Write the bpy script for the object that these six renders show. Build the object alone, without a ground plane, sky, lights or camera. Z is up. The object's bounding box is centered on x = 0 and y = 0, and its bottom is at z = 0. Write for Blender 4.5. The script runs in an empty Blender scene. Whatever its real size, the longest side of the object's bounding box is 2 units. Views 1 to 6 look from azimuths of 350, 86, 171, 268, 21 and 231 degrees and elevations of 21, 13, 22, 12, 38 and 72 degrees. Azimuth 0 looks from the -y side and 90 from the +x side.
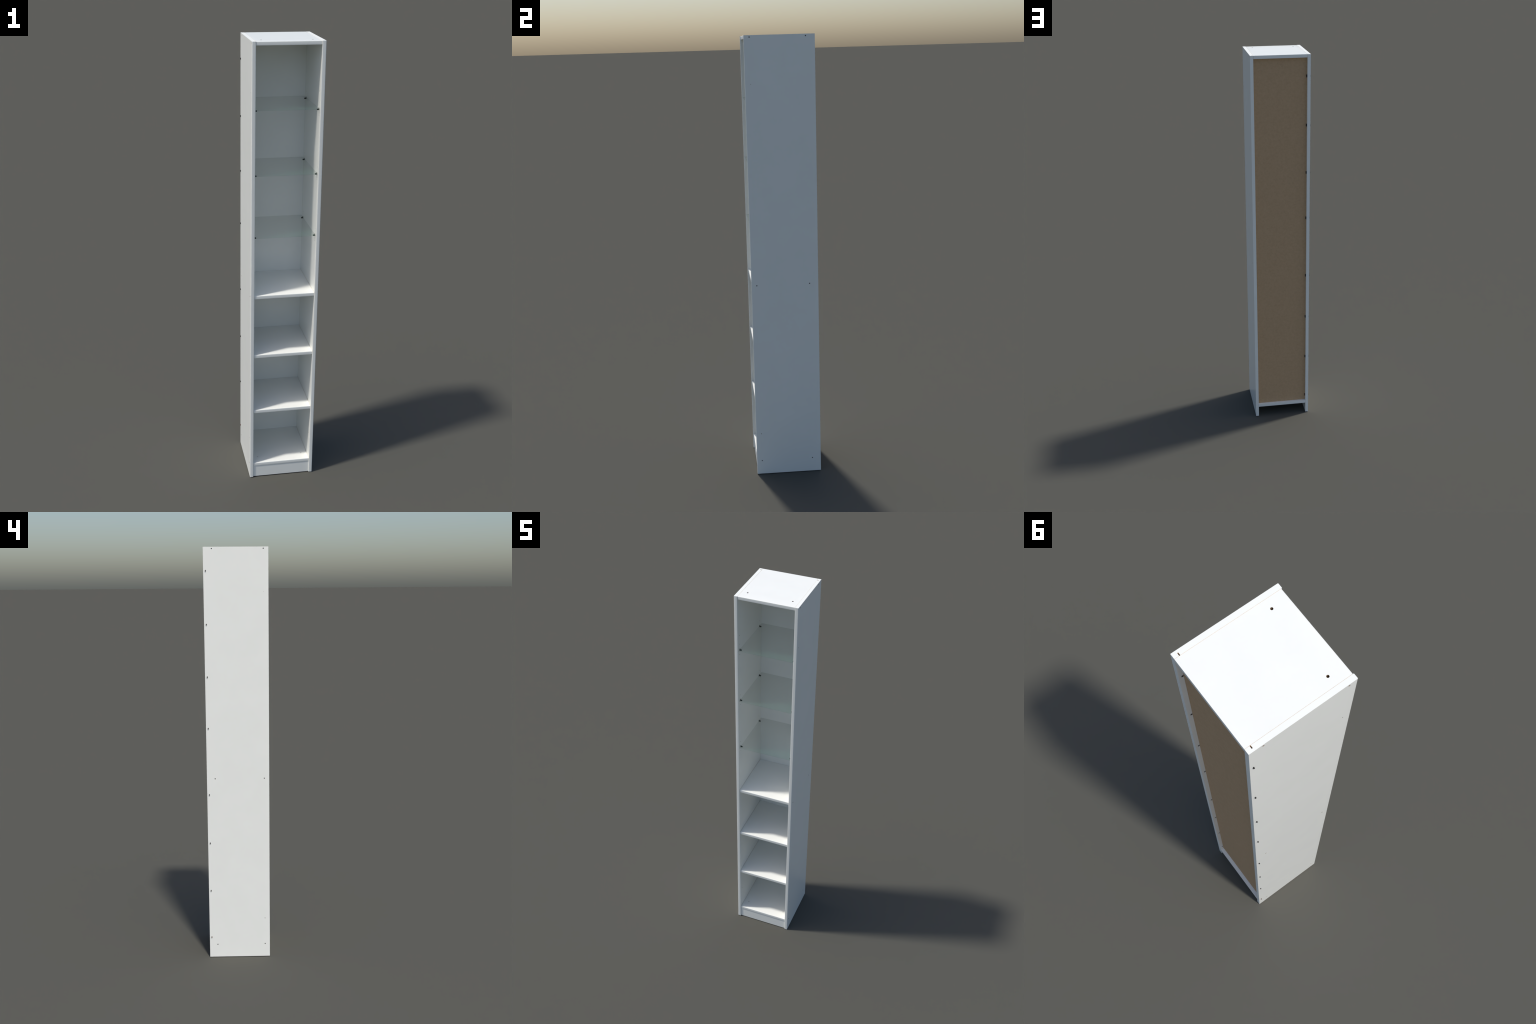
"""Tall narrow white bookcase: two side panels, top, fixed and loose shelves,
three glass shelves on pegs, plinth board and a fibreboard back in grooves."""
import bpy, bmesh, math
from mathutils import Vector, Matrix

# ------------------------------------------------------------------ sizes (m)
H = 2.0
Y_FRONT, Y_BACK = -0.150, 0.150          # side panels, front and back edge
X_LO, X_HI = -0.1465, 0.1496              # outer faces of the side panels
T = 0.0155                               # board thickness
IN_LO, IN_HI = X_LO + T, X_HI - T        # inner faces of the side panels
XC = 0.5 * (IN_LO + IN_HI)
SHELF_FRONT = -0.1465                    # boards sit slightly behind the sides
GROOVE_Y0, GROOVE_Y1, GROOVE_D = 0.1336, 0.1366, 0.0082
SCREW_Y = (-0.1264, 0.1106)              # bore columns in the sides
SCREW_Z = (1.9921, 0.9154, 0.0660)
GLASS_Z = (1.7278, 1.4572, 1.1864)       # undersides of the glass
GLASS_T = 0.0034
HINGE_Z = (1.7985, 0.2018)               # through bores near the front
CLIP_Z = (1.8915, 1.6475, 1.4032, 1.1585, 0.8345, 0.5915, 0.3475, 0.1035)
HOLE_PITCH = 0.0270
GAP = 0.0007                             # seam at the cut board ends

# ------------------------------------------------------------------ materials
def new_mat(name):
    m = bpy.data.materials.new(name)
    m.use_nodes = True
    nt = m.node_tree
    return m, nt, nt.nodes["Principled BSDF"]


def object_coords(nt, scale=(1, 1, 1)):
    tc = nt.nodes.new("ShaderNodeTexCoord")
    mp = nt.nodes.new("ShaderNodeMapping")
    mp.inputs["Scale"].default_value = scale
    nt.links.new(tc.outputs["Object"], mp.inputs["Vector"])
    return mp.outputs["Vector"]


def noise(nt, vec, scale, detail=3.0, rough=0.55):
    n = nt.nodes.new("ShaderNodeTexNoise")
    n.inputs["Scale"].default_value = scale
    n.inputs["Detail"].default_value = detail
    n.inputs["Roughness"].default_value = rough
    nt.links.new(vec, n.inputs["Vector"])
    return n.outputs["Fac"]


def ramp(nt, fac, stops):
    r = nt.nodes.new("ShaderNodeValToRGB")
    el = r.color_ramp.elements
    while len(el) < len(stops):
        el.new(0.5)
    for e, (p, c) in zip(el, stops):
        e.position = p
        e.color = (*c, 1)
    nt.links.new(fac, r.inputs["Fac"])
    return r.outputs["Color"]


def bump(nt, bsdf, fac, strength, dist):
    b = nt.nodes.new("ShaderNodeBump")
    b.inputs["Strength"].default_value = strength
    b.inputs["Distance"].default_value = dist
    nt.links.new(fac, b.inputs["Height"])
    nt.links.new(b.outputs["Normal"], bsdf.inputs["Normal"])


def laminate(name, lo, hi, rough):
    m, nt, p = new_mat(name)
    v = object_coords(nt)
    f = noise(nt, v, 9.0, 4.0)
    nt.links.new(ramp(nt, f, [(0.3, lo), (0.7, hi)]), p.inputs["Base Color"])
    p.inputs["Roughness"].default_value = rough
    bump(nt, p, noise(nt, v, 900.0, 2.0), 0.04, 0.0004)
    return m


def fibreboard(name, dark, mid, light, rough=0.85):
    m, nt, p = new_mat(name)
    v = object_coords(nt)
    grain = noise(nt, v, 420.0, 3.0, 0.6)
    cloud = noise(nt, v, 90.0, 3.0, 0.6)
    mx = nt.nodes.new("ShaderNodeMath")
    mx.operation = "MULTIPLY_ADD"
    nt.links.new(grain, mx.inputs[0])
    mx.inputs[1].default_value = 0.55
    sc = nt.nodes.new("ShaderNodeMath")
    sc.operation = "MULTIPLY"
    sc.inputs[1].default_value = 0.45
    nt.links.new(cloud, sc.inputs[0])
    nt.links.new(sc.outputs[0], mx.inputs[2])
    nt.links.new(ramp(nt, mx.outputs[0], [(0.36, dark), (0.5, mid), (0.66, light)]),
                 p.inputs["Base Color"])
    p.inputs["Roughness"].default_value = rough
    bump(nt, p, grain, 0.15, 0.0005)
    return m


def plain(name, col, rough, metallic=0.0):
    m, nt, p = new_mat(name)
    v = object_coords(nt)
    f = noise(nt, v, 400.0, 2.0)
    nt.links.new(ramp(nt, f, [(0.3, tuple(c * 0.9 for c in col)),
                              (0.7, tuple(min(1, c * 1.1) for c in col))]),
                 p.inputs["Base Color"])
    p.inputs["Roughness"].default_value = rough
    p.inputs["Metallic"].default_value = metallic
    return m


WHITE = laminate("white_laminate", (0.965, 0.970, 0.915), (0.985, 0.990, 0.935), 0.27)
BAND = laminate("white_edge_band", (0.950, 0.960, 0.905), (0.970, 0.980, 0.925), 0.5)
BROWN = fibreboard("brown_fibreboard", (0.525, 0.348, 0.195), (0.575, 0.384, 0.219), (0.62, 0.420, 0.245))
CHIP = fibreboard("chipboard_core", (0.50, 0.36, 0.20), (0.66, 0.50, 0.31), (0.76, 0.61, 0.41))
BLACK = plain("black_plastic", (0.007, 0.007, 0.007), 0.45)
TAUPE = plain("taupe_rubber", (0.26, 0.25, 0.23), 0.6)
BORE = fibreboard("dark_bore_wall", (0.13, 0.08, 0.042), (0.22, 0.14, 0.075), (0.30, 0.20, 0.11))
STEEL = plain("dark_screw_steel", (0.03, 0.034, 0.034), 0.5, 0.3)
PLUG = plain("pale_bore_plug", (0.74, 0.73, 0.69), 0.5)

# clear pane: mostly see-through with a faint green body
GLASS, _nt, _p = new_mat("green_tinted_glass")
_v = object_coords(_nt)
_nt.links.new(ramp(_nt, noise(_nt, _v, 6.0, 2.0), [(0.3, (0.07, 0.20, 0.145)), (0.7, (0.08, 0.23, 0.165))]),
              _p.inputs["Base Color"])
_p.inputs["Roughness"].default_value = 0.12
_p.inputs["Specular IOR Level"].default_value = 0.3
_p.inputs["Alpha"].default_value = 0.095

# ------------------------------------------------------------------ mesh tools
def finish(bm, name, mats, parent=None, smooth_angle=30):
    bmesh.ops.recalc_face_normals(bm, faces=bm.faces)
    lim = math.radians(smooth_angle)
    for f in bm.faces:
        f.smooth = True
    for e in bm.edges:
        if len(e.link_faces) == 2:
            e.smooth = e.calc_face_angle(0.0) < lim
        else:
            e.smooth = False
    me = bpy.data.meshes.new(name)
    bm.to_mesh(me)
    bm.free()
    for m in mats:
        me.materials.append(m)
    ob = bpy.data.objects.new(name, me)
    bpy.context.collection.objects.link(ob)
    if parent is not None:
        ob.parent = parent
    return ob


def corner_arc(cx, cy, r, a0, a1, n=6):
    return [(cx + r * math.cos(math.radians(a0 + (a1 - a0) * i / n)),
             cy + r * math.sin(math.radians(a0 + (a1 - a0) * i / n))) for i in range(n + 1)]


def prism(outline, lo, hi, axis):
    """Extrude a closed 2D outline from lo to hi along 'x' or 'z'."""
    bm = bmesh.new()
    def put(p, h):
        return (p[0], p[1], h) if axis == "z" else (h, p[0], p[1])
    a = [bm.verts.new(put(p, lo)) for p in outline]
    b = [bm.verts.new(put(p, hi)) for p in outline]
    bm.faces.new(a)
    bm.faces.new(b[::-1])
    n = len(outline)
    for i in range(n):
        j = (i + 1) % n
        bm.faces.new((a[i], b[i], b[j], a[j]))
    bmesh.ops.recalc_face_normals(bm, faces=bm.faces)
    return bm


def add_cylinder(bm, centre, r, depth, axis, segs=24, mat=0, r2=None):
    rot = {"x": Matrix.Rotation(math.pi / 2, 4, "Y"), "y": Matrix.Rotation(math.pi / 2, 4, "X"),
           "z": Matrix.Identity(4)}[axis]
    before = set(bm.faces)
    bmesh.ops.create_cone(bm, cap_ends=True, segments=segs, radius1=r, radius2=r if r2 is None else r2,
                          depth=depth, matrix=Matrix.Translation(centre) @ rot)
    for f in set(bm.faces) - before:
        f.material_index = mat


def drill(ob, bores, mat):
    """Cut real bores: list of (centre, radius, depth, axis)."""
    bm = bmesh.new()
    for c, r, d, ax in bores:
        add_cylinder(bm, c, r, d, ax, 20)
    cutter = finish(bm, "bore_cutter", [mat])
    md = ob.modifiers.new("bores", "BOOLEAN")
    md.operation = "DIFFERENCE"
    md.solver = "EXACT"
    md.object = cutter
    md.material_mode = "TRANSFER"
    dg = bpy.context.evaluated_depsgraph_get()
    me = bpy.data.meshes.new_from_object(ob.evaluated_get(dg))
    ob.modifiers.clear()
    old = ob.data
    ob.data = me
    me.name = old.name
    bpy.data.meshes.remove(old)
    cm = cutter.data
    bpy.data.objects.remove(cutter)
    bpy.data.meshes.remove(cm)
    bm = bmesh.new()
    bm.from_mesh(me)
    for f in bm.faces:
        f.smooth = True
    for e in bm.edges:
        e.smooth = len(e.link_faces) == 2 and e.calc_face_angle(0.0) < math.radians(30)
    bm.to_mesh(me)
    bm.free()


def origin_to(ob, p):
    p = Vector(p)
    ob.data.transform(Matrix.Translation(-p))
    ob.location = p

# ------------------------------------------------------------------ bookcase
case = bpy.data.objects.new("bookcase", None)
bpy.context.collection.objects.link(case)
case.empty_display_size = 0.1
case["label"] = "tall narrow white bookcase with glass and wooden shelves"
case["category"] = "bookcase"


def side_panel(xo, xi):
    """Vertical board, rounded front edges, groove for the back on its inner face."""
    s = 1 if xi > xo else -1
    r = 0.0018
    g = xi - s * GROOVE_D
    # outline drawn for s = +1 (outside at low x), mirrored for the other side
    pts = [(xo, Y_BACK)]
    pts += [(xo + s * (r + r * math.cos(math.radians(a))), Y_FRONT + r + r * math.sin(math.radians(a)))
            for a in range(180, 271, 15)]
    pts += [(xi - s * (r - r * math.cos(math.radians(a))), Y_FRONT + r + r * math.sin(math.radians(a)))
            for a in range(270, 361, 15)]
    pts += [(xi, GROOVE_Y0), (g, GROOVE_Y0), (g, GROOVE_Y1), (xi, GROOVE_Y1), (xi, Y_BACK)]
    bm = prism(pts, 0.0, H, "z")
    for f in bm.faces:
        c = f.calc_center_median()
        inside = GROOVE_Y0 - 1e-5 <= c.y <= GROOVE_Y1 + 1e-5 and min(xi, g) - 1e-5 <= c.x <= max(xi, g) - (0 if s < 0 else 1e-5)
        if abs(f.normal.z) > 0.9:
            f.material_index = 1
        elif inside and f.calc_area() < 0.03:
            f.material_index = 2
        elif abs(f.normal.y) > 0.5:
            f.material_index = 1
    ob = finish(bm, "side_panel", [WHITE, BAND, CHIP], case)
    bores = []
    for y in SCREW_Y:
        for z in SCREW_Z:
            bores.append(((xo + s * 0.0015, y, z), 0.0027, 0.003 + 0.003, "x"))
        for zg in GLASS_Z:
            zh = zg - 0.0010
            for k in (-1, 1):
                bores.append(((xi, y, zh + k * HOLE_PITCH), 0.0014, 0.016, "x"))
    for z in HINGE_Z:
        bores.append(((0.5 * (xo + xi), SCREW_Y[0], z), 0.0017, 0.03, "x"))
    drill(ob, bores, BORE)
    return ob


sides = [side_panel(X_LO, IN_LO), side_panel(X_HI, IN_HI)]


def board(name, z_top, y0, y1, front_r=0.0018, gap=GAP, sink=0.0007):
    """Horizontal board with rounded front edge and raw chipboard ends."""
    z0 = z_top - T
    r = front_r
    pts = [(y1, z0)] + [(y1, z_top)]
    pts += [(y0 + r - r * math.cos(math.radians(90 - a)), z_top - r + r * math.sin(math.radians(90 - a)))
            for a in range(0, 91, 15)]
    pts += [(y0 + r - r * math.cos(math.radians(a)), z0 + r - r * math.sin(math.radians(a)))
            for a in range(0, 91, 15)]
    bm = prism(pts, IN_LO + gap, IN_HI - gap, "x")
    for f in bm.faces:
        if abs(f.normal.x) > 0.9:
            f.material_index = 2
        elif abs(f.normal.y) > 0.5:
            f.material_index = 1
    ob = finish(bm, name, [WHITE, BAND, CHIP], case)
    # raw core that closes the seam a little way below the faces, so no light leaks through it
    bm = bmesh.new()
    yl = (y1 - y0) - 0.003
    for xe, s in ((IN_LO, 1), (IN_HI, -1)):
        bmesh.ops.create_cube(bm, size=1.0, matrix=Matrix.Translation(
            (xe + s * 0.00152, 0.5 * (y0 + y1), z_top - T / 2)) @ Matrix.Diagonal((0.003, yl, T - 2 * sink, 1)))
    finish(bm, "chipboard_core", [CHIP], ob)
    return ob


BASE_TOP = 0.0737
top = board("top_panel", H - 0.0002, SHELF_FRONT - 0.0013, Y_BACK, gap=0.0006, sink=0.0002)
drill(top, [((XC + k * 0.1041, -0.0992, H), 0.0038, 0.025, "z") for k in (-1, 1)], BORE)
base = board("bottom_panel", BASE_TOP, SHELF_FRONT - 0.0005, Y_BACK)
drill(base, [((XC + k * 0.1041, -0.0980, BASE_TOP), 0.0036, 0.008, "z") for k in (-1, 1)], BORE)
fixed = board("fixed_shelf", 0.9231, SHELF_FRONT, GROOVE_Y0 - 0.0004)
loose = [board("loose_shelf", z, SHELF_FRONT, GROOVE_Y0 - 0.0004) for z in (0.6372, 0.3560)]

# bore plugs in the bottom board
plug_mesh = None
for k in (-1, 1):
    if plug_mesh is None:
        bm = bmesh.new()
        add_cylinder(bm, (0, 0, 0), 0.0034, 0.003, "z")
        ob = finish(bm, "bore_plug", [PLUG], base)
        plug_mesh = ob.data
    else:
        ob = bpy.data.objects.new("bore_plug", plug_mesh)
        bpy.context.collection.objects.link(ob)
        ob.parent = base
    ob.location = (XC + k * 0.1041, -0.0980, BASE_TOP - 0.0019)

# plinth board under the bottom panel, set back a little
bm = prism([(IN_LO + 0.0003, -0.1454), (IN_HI - 0.0003, -0.1454), (IN_HI - 0.0003, -0.1454 + T),
            (IN_LO + 0.0003, -0.1454 + T)], 0.0012, BASE_TOP - T - 0.0002, "z")
finish(bm, "plinth_board", [BAND], case)

# back panel: white towards the shelves, raw fibreboard behind
bm = prism([(IN_LO - 0.006, GROOVE_Y0 + 0.0002), (IN_HI + 0.006, GROOVE_Y0 + 0.0002),
            (IN_HI + 0.006, GROOVE_Y1 - 0.0001), (IN_LO - 0.006, GROOVE_Y1 - 0.0001)],
           BASE_TOP + 0.0002, H - T - 0.0004, "z")
for f in bm.faces:
    f.material_index = 1 if f.normal.y < -0.5 else 0
finish(bm, "back_panel", [BROWN, WHITE], case)

# ------------------------------------------------------------------ glass shelves and pegs
def shelf_peg_mesh():
    """Cylindrical stud with a wall collar and a small upright lip; wall at x = 0, stud to +x."""
    bm = bmesh.new()
    add_cylinder(bm, (0.0046, 0, 0), 0.0031, 0.0088, "x", 20, 0)
    add_cylinder(bm, (0.0006, 0, 0.0010), 0.0046, 0.0014, "x", 20, 1)
    add_cylinder(bm, (0.0012, 0, 0.0044), 0.0030, 0.0020, "x", 16, 1)
    ob = finish(bm, "shelf_peg", [BLACK, TAUPE])
    me = ob.data
    bpy.data.objects.remove(ob)
    return me


peg_mesh = shelf_peg_mesh()
glass_mesh = None
for zg in GLASS_Z:
    if glass_mesh is None:
        w0, w1 = IN_LO + 0.0026, IN_HI - 0.0026
        y0, y1 = -0.1468, 0.1330
        bm = prism([(w0, y0), (w1, y0), (w1, y1), (w0, y1)], 0.0, GLASS_T, "z")
        bmesh.ops.bevel(bm, geom=bm.edges[:], offset=0.0004, segments=1, affect="EDGES")
        pane = finish(bm, "glass_shelf", [GLASS], case)
        glass_mesh = pane.data
    else:
        pane = bpy.data.objects.new("glass_shelf", glass_mesh)
        bpy.context.collection.objects.link(pane)
        pane.parent = case
    pane.location = (0, 0, zg)
    for y in SCREW_Y:
        for xi, ang in ((IN_LO, 0.0), (IN_HI, math.pi)):
            peg = bpy.data.objects.new("shelf_peg", peg_mesh)
            bpy.context.collection.objects.link(peg)
            peg.parent = pane
            peg.location = (xi, y, -0.0032)
            peg.rotation_euler = (0, 0, ang)

# ------------------------------------------------------------------ screws
bm = bmesh.new()
add_cylinder(bm, (0, 0, 0), 0.0026, 0.003, "x", 20, r2=0.0026)
screw = finish(bm, "screw_head", [STEEL])
screw_mesh = screw.data
bpy.data.objects.remove(screw)
lightened_screw_mesh = screw_mesh.copy()
lightened_screw_mesh.materials[0] = plain("lightened_screw_steel", (0.10, 0.10, 0.10), 0.5, 0.2)  # same screws in a lighter grey, so they look fainter on the +x side
for side, xo, s in ((sides[0], X_LO, 1), (sides[1], X_HI, -1)):
    for y in SCREW_Y:
        for z in SCREW_Z:
            ob = bpy.data.objects.new("screw_head", screw_mesh if s > 0 else lightened_screw_mesh)
            bpy.context.collection.objects.link(ob)
            ob.parent = side
            ob.location = (xo + s * 0.0026, y, z)

# ------------------------------------------------------------------ clips that hold the back panel
def clip_mesh(out, inn, tall, tip_mat):
    """Peg through the side (outside at x < 0) with a tall wedge on the inner face."""
    bm = bmesh.new()
    if out > 0:
        add_cylinder(bm, (-T - out / 2 + 0.002, 0.0006, 0), 0.0021, out + 0.004, "x", 20, 0)
        for v in bm.verts:          # oval tip, taller than wide, tapering outwards
            v.co.z *= 2.0 if v.co.x > -T else 1.8
    before = set(bm.verts)
    bmesh.ops.create_cube(bm, size=1.0)
    vs = [v for v in bm.verts if v not in before]
    for v in vs:
        rear = v.co.y > 0
        v.co.x = (inn * (0.55 if rear else 1.0)) if v.co.x > 0 else -0.002
        v.co.z *= tall if not rear else tall * 0.8
        v.co.y = 0.0036 if rear else -0.0019
    ob = finish(bm, "back_clip", [tip_mat])
    me = ob.data
    bpy.data.objects.remove(ob)
    return me


RUST = plain("rusty_brown_clip", (0.10, 0.05, 0.035), 0.6)
TIP = plain("dark_taupe_clip", (0.035, 0.03, 0.026), 0.6)
left_clip = clip_mesh(0.0031, 0.0042, 0.0142, BLACK)
left_low = clip_mesh(0.0031, 0.0042, 0.0142, RUST)
right_clip = clip_mesh(0.0, 0.0004, 0.0085, TIP)
right_clip.transform(Matrix.Diagonal((-1, 1, 1, 1)))
right_clip.flip_normals()
for i, z in enumerate(CLIP_Z):
    a = bpy.data.objects.new("back_clip", left_low if i == len(CLIP_Z) - 1 else left_clip)
    bpy.context.collection.objects.link(a)
    a.parent = sides[0]
    a.location = (IN_LO, 0.1391, z + 0.002)
    b = bpy.data.objects.new("back_clip", right_clip)
    bpy.context.collection.objects.link(b)
    b.parent = sides[1]
    b.location = (IN_HI, 0.1391, z + 0.002)
